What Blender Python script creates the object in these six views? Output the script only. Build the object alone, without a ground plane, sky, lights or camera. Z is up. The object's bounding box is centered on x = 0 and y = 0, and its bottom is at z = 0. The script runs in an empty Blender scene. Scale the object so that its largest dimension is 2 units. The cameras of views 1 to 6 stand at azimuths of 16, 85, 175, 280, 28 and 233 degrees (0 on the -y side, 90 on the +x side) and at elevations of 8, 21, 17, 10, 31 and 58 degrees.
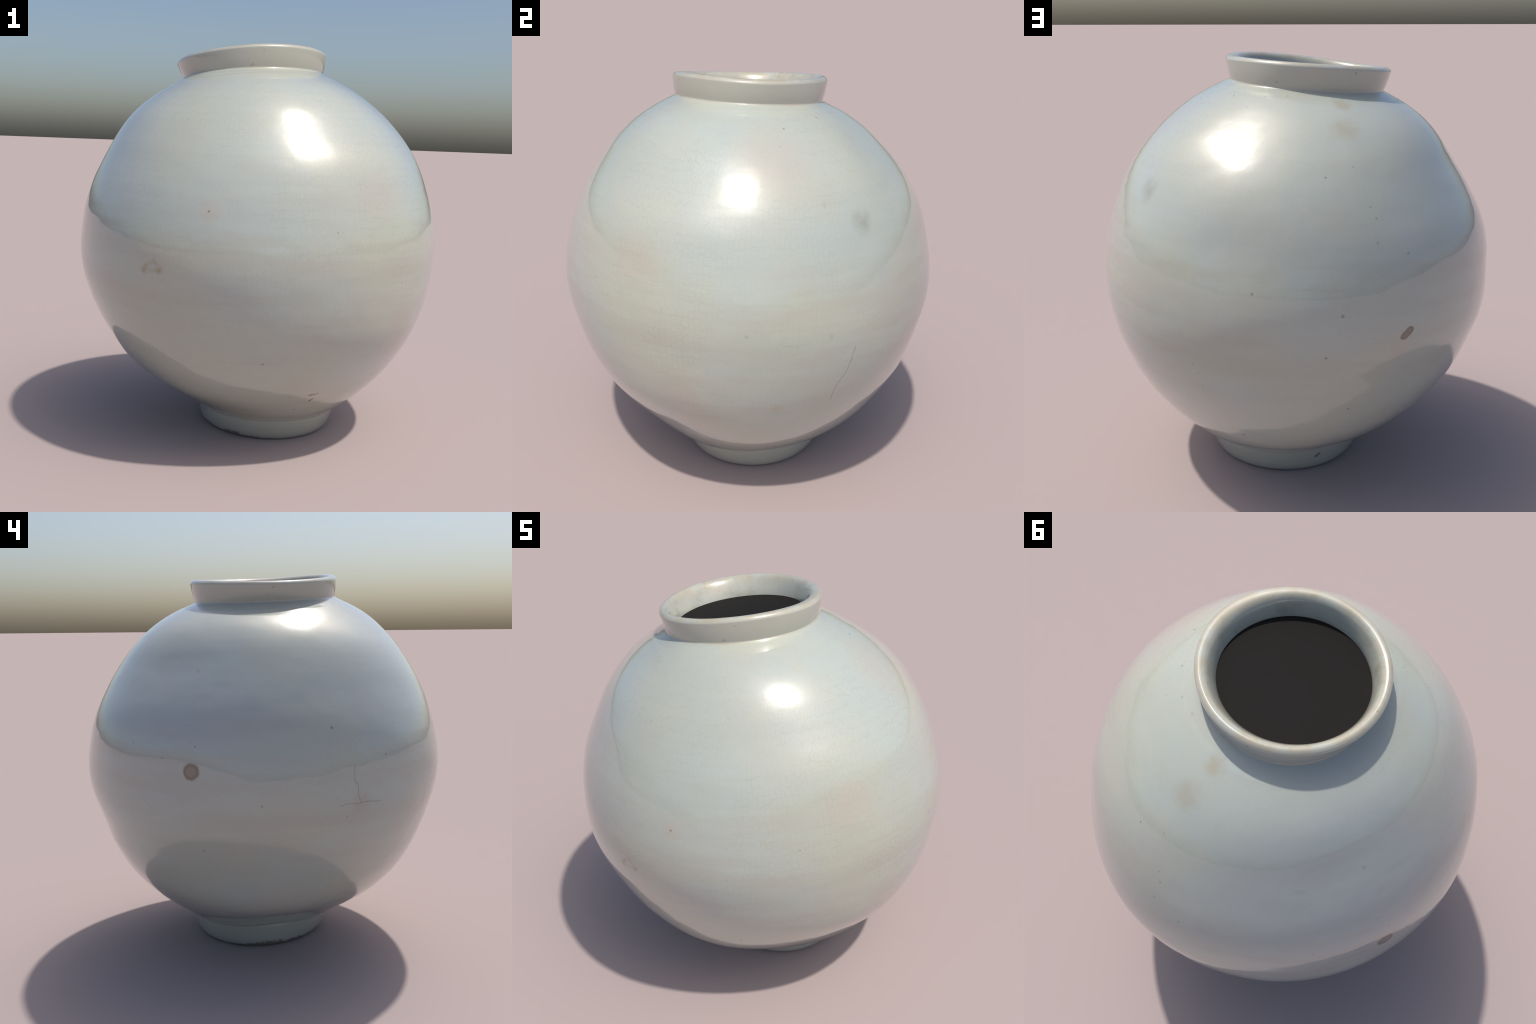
"""A lopsided glazed porcelain moon jar: round body, leaning flared collar, trimmed foot."""
import math
import random
import bpy
import numpy as np
from mathutils import noise, Vector

random.seed(7)
NTH = 640          # columns round the jar

# ---------------------------------------------------------------- thrown form
# Stations from the foot (first) to the shoulder (last), as control values of a cubic
# B-spline: mean radius, lean in x and y, then the 2- to 5-lobed out-of-round.
STATIONS = np.array([
    (0.1251, 0.0838, 0.0298, -0.0081, -0.0191, 0.0043, 0.0144, -0.0119, -0.0079),
    (0.4070, 0.0796, 0.0470, -0.0021, -0.0242, -0.0005, 0.0075, -0.0015, -0.0077),
    (0.6148, 0.0310, 0.0366, 0.0043, 0.0029, -0.0033, -0.0026, 0.0105, -0.0048),
    (0.7501, 0.0077, 0.0172, 0.0045, -0.0015, -0.0026, 0.0018, 0.0157, 0.0037),
    (0.8278, 0.0136, 0.0110, -0.0004, -0.0006, 0.0043, 0.0023, 0.0034, -0.0040),
    (0.8846, 0.0074, 0.0020, 0.0066, 0.0007, 0.0010, 0.0041, 0.0017, -0.0005),
    (0.9261, -0.0076, 0.0072, -0.0017, -0.0001, 0.0054, 0.0072, -0.0000, 0.0018),
    (0.9431, -0.0058, 0.0066, -0.0075, -0.0024, 0.0057, 0.0048, 0.0069, 0.0029),
    (0.9290, -0.0090, 0.0013, -0.0014, -0.0064, 0.0067, 0.0034, 0.0036, -0.0000),
    (0.8945, -0.0121, 0.0009, -0.0051, -0.0085, 0.0055, 0.0006, 0.0009, -0.0013),
    (0.8311, -0.0020, -0.0019, -0.0048, -0.0019, 0.0028, -0.0040, 0.0025, -0.0021),
    (0.7373, -0.0116, -0.0021, -0.0065, 0.0073, 0.0098, 0.0004, 0.0025, 0.0022),
    (0.6173, -0.0366, -0.0188, -0.0006, -0.0203, 0.0059, 0.0012, -0.0015, 0.0046),
    (0.3996, -0.0473, -0.0014, -0.0013, -0.0075, 0.0053, 0.0015, -0.0021, -0.0049),
    (-0.0514, -0.1189, -0.0559, 0.0112, 0.0623, -0.0079, 0.0037, -0.0173, -0.0186),
])
FOOT_TOP = (0.1310, -0.0010, 0.0080)          # height of the crease between foot and body: mean, tilt x, tilt y
NECK_Z = (1.8584, 0.0268, -0.0090)          # height of the neck joint: mean, tilt x, tilt y
LIP_R = (0.3665, -0.0625, -0.0150, 0.0069, -0.0005, 0.0028, 0.0002)
LIP_Z = (1.9482, 0.0287, -0.0065, -0.0079, -0.0065)
LIP_TUBE = 0.017
FOOT_R = (0.3413, 0.0628, 0.0428, 0.0080, -0.0060)
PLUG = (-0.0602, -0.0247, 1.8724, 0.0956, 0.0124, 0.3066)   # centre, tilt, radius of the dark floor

TH = np.arange(NTH) * 2 * np.pi / NTH
COS, SIN = np.cos(TH), np.sin(TH)


def lobes(coefs):
    """Fourier sum round the jar: mean, then cos/sin pairs."""
    out = np.full(NTH, float(coefs[0]))
    for k in range(1, (len(coefs) + 1) // 2):
        out += coefs[2 * k - 1] * np.cos(k * TH) + coefs[2 * k] * np.sin(k * TH)
    return out


def section(s):
    """Lobe coefficients of the body section at height fraction s."""
    n = len(STATIONS) - 3
    x = min(max(s, 0.0), 1.0) * n
    i = min(int(x), n - 1)
    f = x - i
    w = ((1 - f) ** 3 / 6, (3 * f ** 3 - 6 * f ** 2 + 4) / 6, (-3 * f ** 3 + 3 * f ** 2 + 3 * f + 1) / 6, f ** 3 / 6)
    return sum(wk * STATIONS[i + k] for k, wk in enumerate(w))


# places where the soft wall sagged out or in while drying: direction (degrees), height, amount, spread (degrees), spread in height
SWELLS = [
    (-33, 0.92, 0.0200, 27, 0.22), (-33, 0.62, 0.0180, 27, 0.20), (-30, 0.42, -0.0040, 25, 0.12), (-38, 1.48, 0.0130, 20, 0.13),
    (40, 1.68, 0.0130, 16, 0.11), (25, 0.95, 0.0045, 26, 0.22), (32, 0.50, 0.0020, 26, 0.18), (68, 1.28, -0.0060, 14, 0.10),
    (142, 1.45, 0.0060, 22, 0.16), (168, 1.05, -0.0060, 18, 0.10), (128, 0.62, 0.0080, 26, 0.10), (200, 0.92, 0.0060, 22, 0.15),
    (202, 0.48, -0.0120, 18, 0.11), (215, 1.42, -0.0050, 22, 0.12), (-127, 1.66, 0.0070, 15, 0.10),
    (115, 0.20, -0.0100, 45, 0.05), (190, 0.24, -0.0100, 28, 0.07), (-135, 0.24, -0.0120, 28, 0.075), (-92, 0.20, -0.0110, 26, 0.06),
    (-72, 1.82, 0.0220, 28, 0.08), (5, 1.875, 0.0090, 32, 0.035), (-130, 1.80, -0.0030, 25, 0.05),
]


def swell(z):
    out = np.zeros(len(TH))
    for azimuth, height, amount, wide, tall in SWELLS:
        d = (TH - math.radians(azimuth) + np.pi) % (2 * np.pi) - np.pi
        out += amount * np.exp(-(d / math.radians(wide)) ** 2 - ((z - height) / tall) ** 2)
    return out


def body_ring(s):
    z = (1 - s) * lobes(FOOT_TOP) + s * lobes(NECK_Z)
    z = z - 0.006 * COS ** 2 * s ** 16          # the joint dips on the +x and -x sides
    r = lobes(section(s)) + swell(z)
    return np.stack([r * COS, r * SIN, z], -1)


def catmull(points, per):
    """Dense polyline through control points."""
    P = np.array(points, float)
    P = np.vstack([2 * P[0] - P[1], P, 2 * P[-1] - P[-2]])
    out = []
    for i in range(1, len(P) - 2):
        for j in range(per):
            t = j / per
            a, b, c, d = P[i - 1:i + 3]
            out.append(0.5 * (2 * b + (c - a) * t + (2 * a - 5 * b + 4 * c - d) * t * t + (3 * b - a - 3 * c + d) * t ** 3))
    out.append(P[-2])
    return np.array(out)


rings, tags = [], []


def add(ring, tag):
    rings.append(ring)
    tags.append(tag)


foot_r = lobes(FOOT_R)
body0 = body_ring(0.0)
top_r = np.hypot(body0[:, 0], body0[:, 1])
low_c = np.array([FOOT_R[1], FOOT_R[2]])


def foot_ring(inset, z):
    r = foot_r - inset
    return np.stack([r * COS, r * SIN, np.full(NTH, z)], -1)


# underside recess, foot rim, foot wall
for inset, z in ((0.33, 0.052), (0.20, 0.050), (0.10, 0.047), (0.075, 0.042), (0.066, 0.030), (0.060, 0.012), (0.054, 0.004),
                 (0.046, 0.0005), (0.035, 0.0), (0.02, 0.0), (0.010, 0.0), (0.005, 0.0012), (0.002, 0.0035)):
    add(foot_ring(inset, z), "foot")
foot_top = lobes(FOOT_TOP)
for t in np.linspace(0.0, 1.0, 26)[:-1]:
    r = foot_r * (1 - t) + top_r * t + 0.009 * math.sin(math.pi * t ** 0.6) - 0.004 * t ** 8
    add(np.stack([r * COS, r * SIN, 0.0065 + t * (foot_top - 0.0065)], -1), "foot")
FIRST_BODY = len(rings)
# the body, with closer rings at both ends
NB = 330
for s in np.linspace(0, 1, NB):
    add(body_ring(s), "body")
FIRST_NECK = len(rings) - 1
# the collar: wall, rolled lip, flared inside, throat
lip_r, lip_z = lobes(LIP_R), lobes(LIP_Z)
lip_z += 0.010 * np.exp(-(((TH - 0.55 + np.pi) % (2 * np.pi) - np.pi) / 0.75) ** 2)      # the rim was knocked up a little here
joint = rings[-1]
joint_r = np.hypot(joint[:, 0], joint[:, 1])
joint_z = joint[:, 2]
wall_r, wall_z = lip_r + LIP_TUBE, lip_z - 0.004
for t in np.linspace(0.03, 1, 30):
    bow = 0.0025 * math.sin(math.pi * t)
    r = joint_r * (1 - t) + wall_r * t + bow
    z = joint_z * (1 - t) + wall_z * t
    add(np.stack([r * COS, r * SIN, z], -1), "neck")
# rolled lip: (offset from the wall line, height), then the inner funnel as (share of the way in to the
# throat, height); the funnel opens as a broad bevel on the +x side and as a steep wall opposite
crown = catmull([(0.017, -0.004), (0.0165, 0.002), (0.0125, 0.0085), (0.0055, 0.0145), (-0.002, 0.017)], 8)
steep = catmull([(0.04, 0.017), (0.16, 0.0150), (0.31, 0.008), (0.48, -0.006), (0.68, -0.028), (0.85, -0.050), (0.97, -0.072), (1.0, -0.092), (0.9, -0.112)], 8)
bevel = catmull([(0.03, 0.017), (0.28, 0.0158), (0.52, 0.0105), (0.72, -0.003), (0.86, -0.025), (0.95, -0.050), (1.0, -0.072), (1.0, -0.092), (0.9, -0.112)], 8)
for dr, dz in crown[1:-1]:
    r = lip_r + dr
    add(np.stack([r * COS, r * SIN, lip_z + dz], -1), "neck")
pc = PLUG[0] * COS + PLUG[1] * SIN
throat = pc + np.sqrt(np.maximum(PLUG[5] ** 2 - (PLUG[0] ** 2 + PLUG[1] ** 2 - pc ** 2), 0))
side = 0.5 + 0.5 * np.cos(TH + 0.8)
for (f0, dz0), (f1, dz1) in zip(steep, bevel):
    f, dz = f0 * (1 - side) + f1 * side, dz0 * (1 - side) + dz1 * side
    r = lip_r + (throat - lip_r) * f
    add(np.stack([r * COS, r * SIN, lip_z + dz], -1), "neck")

V = np.array(rings)
NR = len(V)

# soften the neck joint into a small cove (smoothing along the profile), leave the rest
for _ in range(3):
    W = V.copy()
    for j in range(FIRST_NECK - 3, FIRST_NECK + 4):
        W[j] = 0.5 * V[j] + 0.25 * (V[j - 1] + V[j + 1])
    V = W


def vertex_normals(V):
    du = np.roll(V, -1, 1) - np.roll(V, 1, 1)
    dv = np.zeros_like(V)
    dv[1:-1] = V[2:] - V[:-2]
    dv[0], dv[-1] = V[1] - V[0], V[-1] - V[-2]
    N = np.cross(du, dv)
    return N / (np.linalg.norm(N, axis=-1, keepdims=True) + 1e-12)


# hand-thrown unevenness: broad dents, faint turning lines, a scratched line under the collar
N = vertex_normals(V)
D = np.zeros(V.shape[:2])
for j in range(NR):
    if tags[j] == "foot" and j < 13:
        continue
    amp = 1.0 if tags[j] == "body" else 0.6
    trim = 0.0009 * math.exp(-max(0, j - FIRST_BODY) / 14) if tags[j] == "body" else 0.0
    for i in range(NTH):
        p = Vector(V[j, i])
        if trim > 0.00005:      # scraped, unsmoothed clay next to the foot
            D[j, i] = trim * noise.noise(Vector((p.x * 14, p.y * 14, p.z * 90)))
        D[j, i] += amp * (0.0016 * noise.noise(p * 3.1) + 0.0012 * noise.noise(Vector((p.x * 6, p.y * 6, p.z * 9 + 5)))
                         + 0.00025 * noise.noise(Vector((p.x * 2.0, p.y * 2.0, p.z * 30 + 9))) + 0.0004 * noise.noise(p * 15.0))
dist = np.cumsum(np.linalg.norm(V[FIRST_BODY + 1:FIRST_NECK + 1] - V[FIRST_BODY:FIRST_NECK], axis=-1)[::-1], 0)[::-1]
D[FIRST_BODY:FIRST_NECK] += 0.0009 * np.exp(-((dist - 0.072) / 0.006) ** 2) - 0.0009 * np.exp(-((dist - 0.060) / 0.007) ** 2)
V = V + N * D[..., None]
V[:, :, 2] = np.maximum(V[:, :, 2], 0.0)
V[:, :, 2] *= 2.0 / V[:, :, 2].max()
N = vertex_normals(V)

# ---------------------------------------------------------------- materials


class Tree:
    """Small helper for building node trees."""

    def __init__(self, name):
        self.mat = bpy.data.materials.new(name)
        self.mat.use_nodes = True
        self.t = self.mat.node_tree
        self.bsdf = self.t.nodes["Principled BSDF"]
        self.obj = self.t.nodes.new("ShaderNodeTexCoord").outputs["Object"]

    def node(self, kind, **inputs):
        n = self.t.nodes.new(kind)
        for k, v in inputs.items():
            self.put(n.inputs[k.replace("_", " ")], v)
        return n

    def put(self, socket, v):
        if isinstance(v, bpy.types.NodeSocket):
            self.t.links.new(v, socket)
        else:
            socket.default_value = v

    def math(self, op, a, b=0.0, clamp=False):
        n = self.t.nodes.new("ShaderNodeMath")
        n.operation, n.use_clamp = op, clamp
        self.put(n.inputs[0], a)
        self.put(n.inputs[1], b)
        return n.outputs[0]

    def vmath(self, op, a, b):
        n = self.t.nodes.new("ShaderNodeVectorMath")
        n.operation = op
        self.put(n.inputs[0], a)
        self.put(n.inputs[1], b)
        return n.outputs["Value" if op in ("DISTANCE", "LENGTH", "DOT_PRODUCT") else "Vector"]

    def ramp(self, x, lo, hi, a=0.0, b=1.0):
        n = self.t.nodes.new("ShaderNodeMapRange")
        n.interpolation_type = "SMOOTHSTEP"
        for i, v in enumerate((x, lo, hi, a, b)):
            self.put(n.inputs[i], v)
        return n.outputs[0]

    def mix(self, fac, a, b, blend="MIX"):
        n = self.t.nodes.new("ShaderNodeMix")
        n.data_type, n.blend_type = "RGBA", blend
        self.put(n.inputs[0], fac)
        self.put(n.inputs[6], a if isinstance(a, bpy.types.NodeSocket) else (*a, 1))
        self.put(n.inputs[7], b if isinstance(b, bpy.types.NodeSocket) else (*b, 1))
        return n.outputs[2]

    def noise(self, scale, stretch=(1, 1, 1), detail=4.0, rough=0.55, at=None, shift=(0, 0, 0)):
        m = self.t.nodes.new("ShaderNodeMapping")
        self.put(m.inputs["Vector"], at or self.obj)
        m.inputs["Scale"].default_value = stretch
        m.inputs["Location"].default_value = shift
        n = self.t.nodes.new("ShaderNodeTexNoise")
        self.put(n.inputs["Vector"], m.outputs[0])
        n.inputs["Scale"].default_value, n.inputs["Detail"].default_value, n.inputs["Roughness"].default_value = scale, detail, rough
        return n.outputs[0]

    def spot(self, at, centre, inner, outer):
        """Mask: 1 within inner of centre, fading to 0 at outer."""
        return self.ramp(self.vmath("DISTANCE", at, centre), inner, outer, 1.0, 0.0)

    def line(self, at, a, b, w0, w1):
        """Mask round the straight segment a-b."""
        a, b = Vector(a), Vector(b)
        ab = b - a
        rel = self.vmath("SUBTRACT", at, tuple(a))
        t = self.math("MULTIPLY", self.vmath("DOT_PRODUCT", rel, tuple(ab)), 1.0 / ab.length_squared, clamp=True)
        n = self.t.nodes.new("ShaderNodeVectorMath")
        n.operation = "SCALE"
        n.inputs[0].default_value = tuple(ab)
        self.put(n.inputs["Scale"], t)
        d = self.vmath("DISTANCE", rel, n.outputs[0])
        return d if w0 is None else self.ramp(d, w0, w1, 1.0, 0.0)

    def most(self, masks):
        out = masks[0]
        for m in masks[1:]:
            out = self.math("MAXIMUM", out, m)
        return out


PALE = (0.453, 0.471, 0.398)
COOL = (0.430, 0.474, 0.438)
WARM = (0.472, 0.452, 0.378)
ROSE = (0.480, 0.405, 0.350)
CELADON = (0.430, 0.460, 0.355)
GREY = (0.400, 0.414, 0.370)

# iron specks and pinholes in the glaze: place, radius, strength
SPECKS = [
    ((0.043, -0.912, 1.226), 0.0075, 0.95), ((-0.146, -0.703, 1.615), 0.006, 0.35), ((-0.200, -0.722, 0.445), 0.006, 0.7),
    ((0.264, -0.765, 0.543), 0.008, 0.7), ((0.342, -0.431, 0.232), 0.008, 0.8), ((0.348, -0.551, 0.334), 0.006, 0.6),
    ((0.524, -0.564, 0.476), 0.006, 0.6), ((-0.859, 0.383, 0.896), 0.006, 0.45), ((-0.926, -0.145, 0.935), 0.0065, 0.8),
    ((-0.878, 0.135, 0.705), 0.007, 0.8), ((-0.846, 0.226, 0.670), 0.006, 0.45), ((-0.772, -0.435, 1.268), 0.009, 0.95),
    ((-0.549, -0.705, 1.270), 0.006, 0.55), ((-0.630, -0.674, 1.133), 0.007, 0.7), ((-0.794, 0.480, 1.185), 0.006, 0.55),
    ((-0.903, 0.157, 1.192), 0.007, 0.7), ((-0.876, 0.319, 1.133), 0.006, 0.7), ((-0.730, 0.181, 1.519), 0.008, 0.4),
    ((-0.841, 0.146, 1.352), 0.006, 0.35), ((-0.771, -0.510, 0.863), 0.006, 0.6), ((0.304, 0.268, 1.832), 0.008, 0.9),
    ((0.451, 0.104, 1.805), 0.007, 0.85), ((0.173, 0.356, 1.828), 0.007, 0.7), ((0.077, 0.376, 1.832), 0.008, 0.45),
    ((0.251, 0.387, 1.790), 0.006, 0.4), ((-0.038, 0.747, 1.550), 0.007, 0.9), ((-0.211, 0.795, 1.440), 0.007, 0.6),
    ((-0.232, 0.813, 1.398), 0.007, 0.55), ((-0.153, 0.707, 1.583), 0.008, 0.35), ((-0.085, 0.946, 1.043), 0.010, 0.75),
    ((-0.025, 0.928, 0.858), 0.0075, 1.0), ((-0.140, 0.828, 0.574), 0.009, 0.6), ((0.264, 0.883, 1.124), 0.009, 0.65),
    ((0.507, 0.746, 0.772), 0.006, 0.5), ((0.489, 0.745, 0.732), 0.006, 0.5), ((0.471, 0.732, 0.661), 0.007, 0.4),
    ((0.299, 0.669, 0.382), 0.009, 0.95), ((-0.231, 0.858, 1.310), 0.007, 0.6), ((-0.361, 0.836, 1.258), 0.008, 0.6),
    ((-0.736, 0.177, 1.512), 0.010, 0.3), ((-0.692, 0.420, 1.439), 0.007, 0.35), ((0.564, -0.725, 1.151), 0.007, 0.5),
    ((0.549, 0.081, 1.747), 0.005, 0.3), ((0.583, -0.710, 1.151), 0.006, 0.4), ((0.938, -0.071, 1.034), 0.012, 0.25),
]
# hairline cracks and scratches: polylines with half width and strength
CRACKS = [
    ([(-0.753, -0.538, 1.092), (-0.757, -0.542, 1.028), (-0.748, -0.555, 1.010), (-0.748, -0.557, 0.969), (-0.737, -0.569, 0.922)], 0.0035, 0.75),
    ([(-0.801, -0.477, 0.916), (-0.781, -0.508, 0.924), (-0.737, -0.569, 0.922), (-0.710, -0.602, 0.926), (-0.661, -0.655, 0.918)], 0.0035, 0.75),
    ([(-0.857, 0.233, 1.284), (-0.870, 0.189, 1.277), (-0.885, 0.127, 1.263)], 0.004, 0.4),
    ([(-0.870, 0.184, 1.278), (-0.897, 0.180, 1.201)], 0.003, 0.3),
    ([(0.845, 0.412, 0.934), (0.843, 0.385, 0.832), (0.841, 0.366, 0.786), (0.840, 0.335, 0.735), (0.817, 0.320, 0.655)], 0.005, 0.6),
    ([(0.686, -0.595, 1.211), (0.785, -0.455, 1.223), (0.857, -0.294, 1.234)], 0.003, 0.22),
    ([(0.726, -0.477, 0.617), (0.714, -0.471, 0.592)], 0.004, 0.5),
    ([(0.500, -0.775, 1.133), (0.583, -0.710, 1.153)], 0.003, 0.15),
]
# bare nicks near the foot: segments
NICKS = [
    ((0.419, -0.499, 0.334), (0.463, -0.473, 0.343), 0.010), ((0.420, -0.450, 0.293), (0.435, -0.452, 0.305), 0.008),
    ((-0.685, -0.232, 0.407), (-0.675, -0.262, 0.413), 0.007),
]
# soft stains soaked into the glaze, plus two painted shade tints: place, radius, colour, strength
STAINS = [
    ((0.708, -0.537, 1.293), 0.17, ROSE, 0.42), ((0.624, 0.060, 1.691), 0.26, ROSE, 0.40), ((0.828, -0.372, 0.724), 0.16, ROSE, 0.35),
    ((0.800, -0.300, 0.560), 0.22, ROSE, 0.35), ((0.045, -0.912, 1.227), 0.065, ROSE, 0.45), ((-0.336, 0.876, 0.858), 0.07, ROSE, 0.5),
    ((0.473, -0.454, 0.335), 0.20, WARM, 0.5), ((-0.149, 0.440, 1.800), 0.062, (0.39, 0.335, 0.225), 0.62), ((-0.143, 0.575, 1.714), 0.088, (0.39, 0.345, 0.25), 0.60),
    ((0.742, -0.563, 1.062), 0.26, CELADON, 0.4), ((0.900, 0.100, 0.980), 0.55, CELADON, 0.30), ((0.600, 0.680, 1.160), 0.25, CELADON, 0.35),
    ((0.877, 0.078, 0.652), 0.045, (0.42, 0.36, 0.24), 0.4), ((0.896, 0.292, 1.012), 0.028, (0.38, 0.31, 0.24), 0.4), ((0.715, 0.263, 1.536), 0.014, (0.30, 0.29, 0.16), 0.5),
    ((-0.800, 0.300, 1.300), 0.80, (0.440, 0.478, 0.486), 0.6), ((-0.500, -0.550, 1.450), 0.50, (0.440, 0.478, 0.478), 0.45),  # shaded -x side tinted milky blue for the cool light on it
    ((-0.737, -0.569, 0.922), 0.075, (0.40, 0.34, 0.27), 0.45), ((-0.680, -0.170, 0.420), 0.22, WARM, 0.5), ((-0.770, 0.505, 0.960), 0.22, WARM, 0.3), ((0.370, -0.330, 1.790), 0.05, WARM, 0.5),
]


def glaze(name, foot=False, collar=False, crackled=True, marks=True):
    k = Tree(name)
    pos = k.obj
    # wobble used to break up the outlines of marks
    wob = k.t.nodes.new("ShaderNodeTexNoise")
    k.put(wob.inputs["Vector"], pos)
    wob.inputs["Scale"].default_value, wob.inputs["Detail"].default_value = 26.0, 3.0
    off = k.vmath("SUBTRACT", wob.outputs["Color"], (0.5, 0.5, 0.5))

    def warped(amount):
        n = k.t.nodes.new("ShaderNodeVectorMath")
        n.operation = "SCALE"
        k.put(n.inputs[0], off)
        n.inputs["Scale"].default_value = amount
        return k.vmath("ADD", pos, n.outputs[0])

    at, at_wide, at_thin = warped(0.012), warped(0.14), warped(0.006)
    # cloudy base tone with horizontal turning bands
    col = k.mix(k.ramp(k.noise(1.7, detail=3, shift=(3, 1, 2)), 0.38, 0.66), PALE, COOL)
    col = k.mix(k.math("MULTIPLY", k.ramp(k.noise(2.3, detail=4, shift=(8, 5, 1)), 0.48, 0.72), 0.45), col, WARM)
    band = k.noise(4.0, stretch=(0.25, 0.25, 2.2), detail=5, rough=0.6)
    col = k.mix(k.math("MULTIPLY", k.ramp(band, 0.45, 0.75), 0.35), col, GREY)
    col = k.mix(k.math("MULTIPLY", k.ramp(k.noise(26.0, stretch=(0.4, 0.4, 1), detail=4), 0.4, 0.75), 0.12), col, GREY)
    col = k.mix(k.math("MULTIPLY", k.ramp(k.noise(60.0, detail=4, rough=0.7), 0.45, 0.75), 0.16), col, (0.33, 0.335, 0.30))
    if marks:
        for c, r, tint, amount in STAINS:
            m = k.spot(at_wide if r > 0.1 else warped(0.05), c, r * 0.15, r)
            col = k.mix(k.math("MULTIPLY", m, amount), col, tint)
    if marks:
        # faint turning streaks about the waist, where the two thrown bowls were joined
        z = k.node("ShaderNodeSeparateXYZ", Vector=pos).outputs["Z"]
        waist = k.math("MULTIPLY", k.ramp(z, 0.55, 0.85), k.ramp(z, 1.15, 1.45, 1.0, 0.0))
        streak = k.ramp(k.noise(1.0, stretch=(5, 5, 75), detail=3, rough=0.6), 0.56, 0.72)
        col = k.mix(k.math("MULTIPLY", k.math("MULTIPLY", waist, streak), 0.10), col, (0.30, 0.305, 0.26))
        belt = k.ramp(k.noise(1.0, stretch=(1.3, 1.3, 9), detail=4, shift=(3, 3, 3), at=warped(0.05)), 0.42, 0.66)
        col = k.mix(k.math("MULTIPLY", k.math("MULTIPLY", waist, belt), 0.55), col, (0.415, 0.405, 0.345))
    if foot:
        col = k.mix(0.8, col, (0.405, 0.418, 0.362))
    if crackled:
        # net of fine crazing lines, strongest on the sunny front shoulder
        bend = warped(0.022)
        q = k.node("ShaderNodeSeparateXYZ", Vector=bend).outputs
        girth = k.math("MULTIPLY", k.math("ARCTAN2", q["Y"], q["X"]), 0.92)
        flat = k.node("ShaderNodeCombineXYZ", X=girth, Y=q["Z"]).outputs[0]
        lines = []
        for scale, rand, strength, stretch in ((34.0, 0.55, 1.0, (1.15, 0.8, 1)), (13.0, 0.8, 0.6, (0.7, 1.3, 1))):
            m = k.t.nodes.new("ShaderNodeMapping")
            k.put(m.inputs["Vector"], flat)
            m.inputs["Scale"].default_value = stretch
            v = k.t.nodes.new("ShaderNodeTexVoronoi")
            v.voronoi_dimensions, v.feature = "2D", "DISTANCE_TO_EDGE"
            k.put(v.inputs["Vector"], m.outputs[0])
            v.inputs["Scale"].default_value = scale
            v.inputs["Randomness"].default_value = rand
            width = 0.0024 * scale
            lines.append(k.math("MULTIPLY", k.ramp(v.outputs["Distance"], width * 0.1, width * 1.3, 1.0, 0.0), strength))
        net = k.math("MULTIPLY", k.most(lines), k.ramp(k.noise(14.0, detail=3, shift=(5, 5, 5)), 0.30, 0.60, 0.35, 1.0))
        side = k.ramp(k.vmath("DOT_PRODUCT", pos, (0.55, -0.80, 0.15)), -0.35, 0.55, 0.25, 1.0)
        patch = k.ramp(k.noise(3.0, detail=3, shift=(1, 9, 4)), 0.35, 0.65, 0.25, 1.0)
        high = k.ramp(q["Z"], 0.45, 0.95, 0.35, 1.0)
        amount = k.math("MULTIPLY", k.math("MULTIPLY", k.math("MULTIPLY", side, patch), high), 0.22)
        col = k.mix(k.math("MULTIPLY", net, amount), col, (0.27, 0.28, 0.235))
    if marks:
        # two rusty kiln scars with darker rims, a grey smudge, a brown scorched ring
        scars = ((k.vmath("DISTANCE", warped(0.022), (-0.916, 0.175, 1.080)), 0.042, 0.3, (0.19, 0.142, 0.09)),
                 (k.line(at, (-0.351, 0.885, 0.924), (-0.373, 0.880, 0.947), None, None), 0.020, 0.0, (0.15, 0.108, 0.07)))
        for d, r, core, fill in scars:
            m = k.ramp(d, r * 0.74, r * 1.10, 1.0, 0.0)
            rim = k.math("MULTIPLY", m, k.ramp(d, r * core, r * 0.8))
            col = k.mix(k.math("MULTIPLY", m, 0.76), col, fill)
            col = k.mix(k.math("MULTIPLY", rim, 0.45), col, (0.125, 0.082, 0.055))
        m = k.math("MULTIPLY", k.spot(warped(0.05), (0.679, 0.433, 1.455), 0.005, 0.080), k.ramp(k.noise(22.0, detail=3), 0.1, 0.75, 0.25, 1.0))
        col = k.mix(k.math("MULTIPLY", m, 0.6), col, (0.25, 0.255, 0.195))
        # soft rusty triangle, strongest at its lower corners
        blot = warped(0.035)
        left, right, peak = (-0.255, -0.908, 0.952), (-0.174, -0.929, 0.957), (-0.204, -0.924, 1.005)
        sides = k.most([k.line(blot, p, q, 0.0, 0.020) for p, q in ((left, right), (left, peak), (peak, right))])
        corners = k.most([k.spot(blot, left, 0.004, 0.034), k.math("MULTIPLY", k.spot(blot, right, 0.004, 0.030), 0.8)])
        tri = k.math("ADD", k.math("MULTIPLY", sides, 0.38), k.math("MULTIPLY", corners, 0.50))
        tri = k.math("MULTIPLY", tri, k.ramp(k.noise(34.0, detail=3), 0.3, 0.7, 0.4, 1.2))
        col = k.mix(tri, col, (0.30, 0.232, 0.10))
        cracks = []
        for pts, w, amount in CRACKS:
            cracks.append(k.math("MULTIPLY", k.most([k.line(at, a, b, w * 0.1, w * 1.25) for a, b in zip(pts, pts[1:])]), amount * 0.6))
        col = k.mix(k.most(cracks), col, (0.17, 0.147, 0.105))
        dots = [k.math("MULTIPLY", k.spot(at_thin, c, r * 0.1, r * 1.15), amount * 0.72) for c, r, amount in SPECKS]
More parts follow.
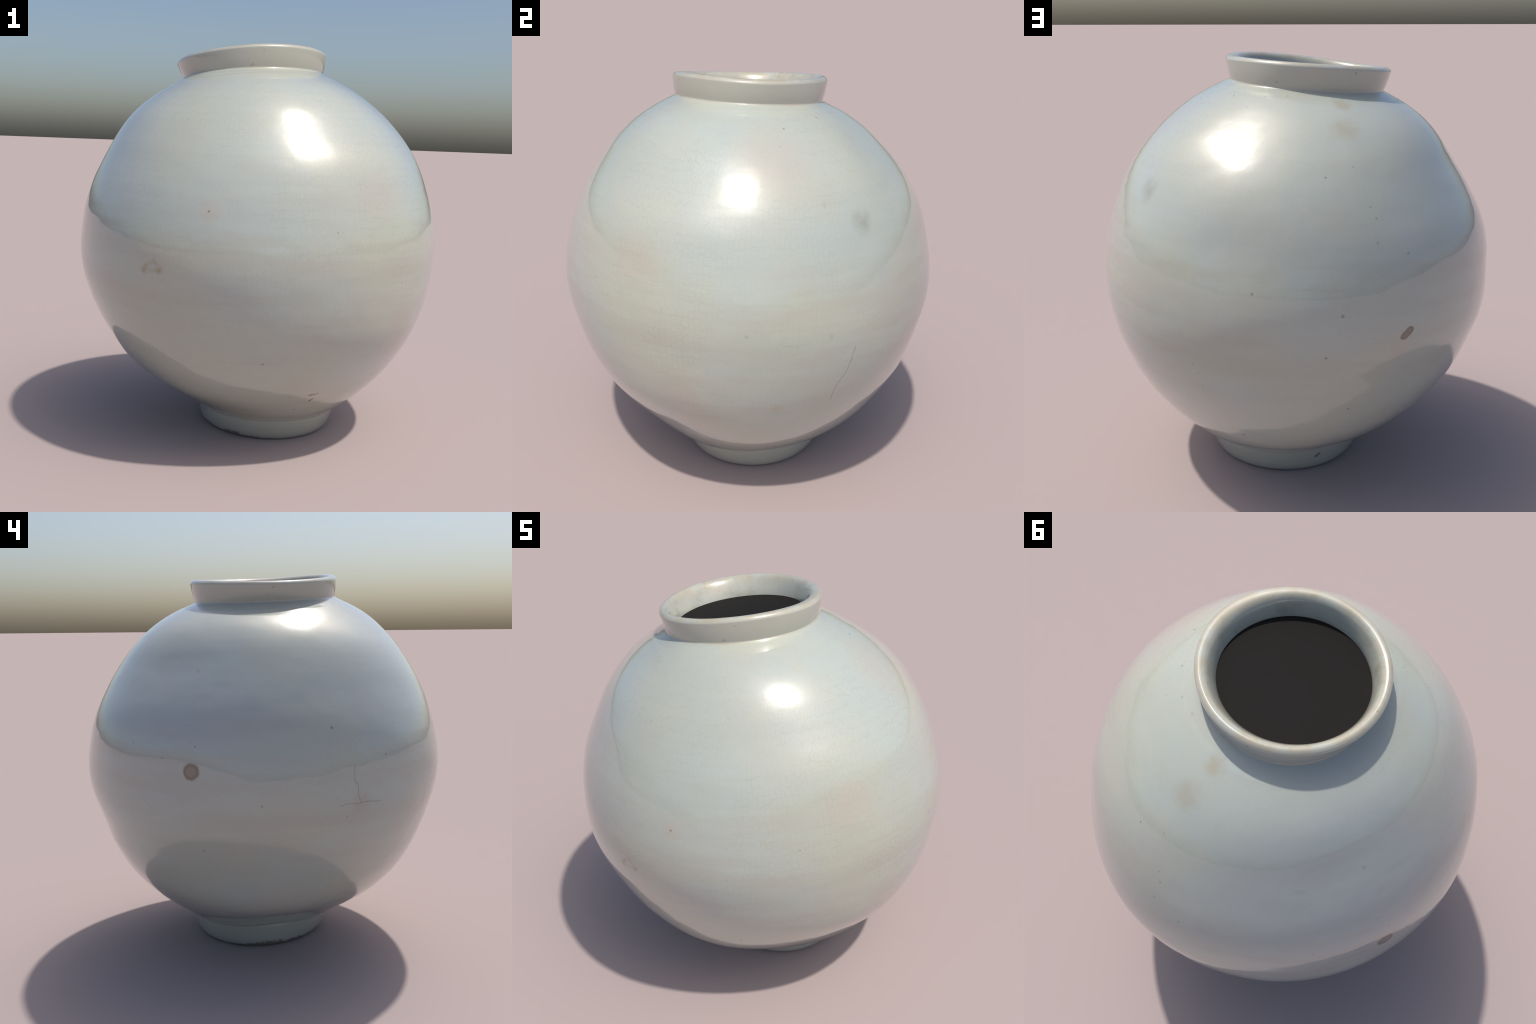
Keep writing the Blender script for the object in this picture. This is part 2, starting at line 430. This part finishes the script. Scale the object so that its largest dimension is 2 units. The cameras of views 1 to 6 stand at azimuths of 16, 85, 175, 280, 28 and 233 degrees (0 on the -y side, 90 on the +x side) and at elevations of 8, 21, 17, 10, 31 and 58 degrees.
        col = k.mix(k.most(dots), col, (0.085, 0.068, 0.052))
        nicks = k.most([k.line(at, a, b, w * 0.3, w) for a, b, w in NICKS])
        grain = k.ramp(k.noise(55.0, detail=3), 0.42, 0.55)
        col = k.mix(k.math("MULTIPLY", nicks, k.math("ADD", k.math("MULTIPLY", grain, 0.7), 0.25)), col, (0.06, 0.045, 0.035))
    if collar:
        col = k.mix(0.35, col, WARM)
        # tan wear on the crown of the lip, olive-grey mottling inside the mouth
        nz = k.node("ShaderNodeSeparateXYZ", Vector=k.t.nodes.new("ShaderNodeNewGeometry").outputs["Normal"]).outputs["Z"]
        worn = k.math("MULTIPLY", k.ramp(nz, 0.25, 0.75), k.ramp(k.noise(9.0, detail=5, rough=0.65), 0.34, 0.62))
        col = k.mix(k.math("MULTIPLY", worn, 0.78), col, (0.43, 0.375, 0.27))
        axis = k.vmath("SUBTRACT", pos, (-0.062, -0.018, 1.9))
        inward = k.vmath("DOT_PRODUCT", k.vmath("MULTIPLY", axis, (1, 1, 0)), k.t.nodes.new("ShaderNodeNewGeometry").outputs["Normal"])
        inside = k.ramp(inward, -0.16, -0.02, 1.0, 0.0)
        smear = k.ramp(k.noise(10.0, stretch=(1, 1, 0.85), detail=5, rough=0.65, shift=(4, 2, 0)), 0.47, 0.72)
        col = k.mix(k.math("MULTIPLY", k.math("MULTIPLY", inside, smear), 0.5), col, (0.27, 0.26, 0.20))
        flecks = k.ramp(k.noise(34.0, detail=2, shift=(9, 9, 9)), 0.70, 0.78)
        col = k.mix(k.math("MULTIPLY", flecks, 0.6), col, (0.20, 0.16, 0.12))
    if foot:
        # bare dark clay showing through along the standing edge
        z = k.node("ShaderNodeSeparateXYZ", Vector=pos).outputs["Z"]
        low = k.math("ADD", z, k.math("MULTIPLY", k.math("SUBTRACT", k.noise(24.0, detail=6, rough=0.75), 0.5), 0.075))
        west = k.ramp(k.vmath("DOT_PRODUCT", k.vmath("SUBTRACT", pos, (0.063, 0.042, 0.0)), (-0.72, -0.69, 0.0)), 0.12, 0.31, 0.0, 1.0)
        gap = k.ramp(k.noise(4.5, detail=2, shift=(2, 7, 0)), 0.30, 0.55)
        reach = k.math("ADD", k.math("MULTIPLY", k.math("MULTIPLY", west, gap), 0.034), -0.003)
        bare = k.math("MULTIPLY", k.ramp(k.math("SUBTRACT", low, reach), -0.010, 0.005, 1.0, 0.0), 0.8)
        edge = k.ramp(z, 0.002, 0.008, 0.9, 0.0)
        col = k.mix(k.math("MAXIMUM", bare, k.math("MULTIPLY", edge, 0.8)), col, (0.125, 0.095, 0.058))
        pits = k.most([k.spot(at_thin, c, 0.003, 0.008) for c in FOOT_PITS])
        col = k.mix(pits, col, (0.05, 0.045, 0.04))
        nick = k.line(at, (-0.062, 0.400, 0.086), (-0.082, 0.396, 0.102), 0.003, 0.010)
        col = k.mix(k.math("MULTIPLY", nick, 0.8), col, (0.10, 0.09, 0.065))
    k.put(k.bsdf.inputs["Base Color"], col)
    k.put(k.bsdf.inputs["Roughness"], k.ramp(k.noise(5.0, detail=3), 0.3, 0.7, 0.20, 0.25))
    k.bsdf.inputs["Coat Weight"].default_value = 1.0
    k.bsdf.inputs["Coat Roughness"].default_value = 0.012
    k.bsdf.inputs["IOR"].default_value = 1.5
    # faint orange-peel of the glaze
    bump = k.t.nodes.new("ShaderNodeBump")
    bump.inputs["Strength"].default_value = 0.12
    bump.inputs["Distance"].default_value = 0.002
    k.put(bump.inputs["Height"], k.math("ADD", k.noise(38.0, detail=2), k.math("MULTIPLY", k.noise(120.0, detail=2), 0.2)))
    k.put(k.bsdf.inputs["Normal"], bump.outputs[0])
    return k.mat


FOOT_PITS = [(-0.179, -0.213, 0.057), (-0.158, -0.235, 0.059), (-0.118, -0.253, 0.032), (-0.215, -0.160, 0.040)]

body_mat = glaze("pale_celadon_glaze")
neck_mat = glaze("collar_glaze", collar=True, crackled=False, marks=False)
foot_mat = glaze("foot_glaze", foot=True, crackled=False, marks=False)

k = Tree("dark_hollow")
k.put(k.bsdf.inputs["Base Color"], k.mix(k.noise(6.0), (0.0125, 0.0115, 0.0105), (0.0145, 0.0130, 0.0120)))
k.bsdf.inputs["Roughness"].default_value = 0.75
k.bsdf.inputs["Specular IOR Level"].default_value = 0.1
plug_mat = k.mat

# ---------------------------------------------------------------- objects
jar = bpy.data.objects.new("moon_jar", None)
bpy.context.scene.collection.objects.link(jar)
jar["label"] = "pale celadon-white round porcelain jar with leaning flared collar"
jar["category"] = "porcelain jar"


def part(name, j0, j1, mat, close=None):
    """Rings j0..j1 as one skin, carrying the normals of the whole pot."""
    n = j1 - j0 + 1
    verts = V[j0:j1 + 1].reshape(-1, 3)
    nor = N[j0:j1 + 1].reshape(-1, 3)
    idx = np.arange(n * NTH).reshape(n, NTH)
    a, b = idx[:-1], idx[1:]
    faces = np.stack([a, np.roll(a, -1, 1), np.roll(b, -1, 1), b], -1).reshape(-1, 4).tolist()
    verts, nor = verts.tolist(), nor.tolist()
    if close is not None:
        faces.append(idx[0][::-1].tolist())
    me = bpy.data.meshes.new(name)
    me.from_pydata(verts, [], faces)
    me.polygons.foreach_set("use_smooth", [True] * len(me.polygons))
    me.update()
    me.normals_split_custom_set_from_vertices(nor)
    me.materials.append(mat)
    o = bpy.data.objects.new(name, me)
    o.parent = jar
    bpy.context.scene.collection.objects.link(o)
    return o


foot = part("foot", 0, FIRST_BODY, foot_mat, close=True)
body = part("body", FIRST_BODY, FIRST_NECK, body_mat)
collar = part("collar", FIRST_NECK, NR - 1, neck_mat)

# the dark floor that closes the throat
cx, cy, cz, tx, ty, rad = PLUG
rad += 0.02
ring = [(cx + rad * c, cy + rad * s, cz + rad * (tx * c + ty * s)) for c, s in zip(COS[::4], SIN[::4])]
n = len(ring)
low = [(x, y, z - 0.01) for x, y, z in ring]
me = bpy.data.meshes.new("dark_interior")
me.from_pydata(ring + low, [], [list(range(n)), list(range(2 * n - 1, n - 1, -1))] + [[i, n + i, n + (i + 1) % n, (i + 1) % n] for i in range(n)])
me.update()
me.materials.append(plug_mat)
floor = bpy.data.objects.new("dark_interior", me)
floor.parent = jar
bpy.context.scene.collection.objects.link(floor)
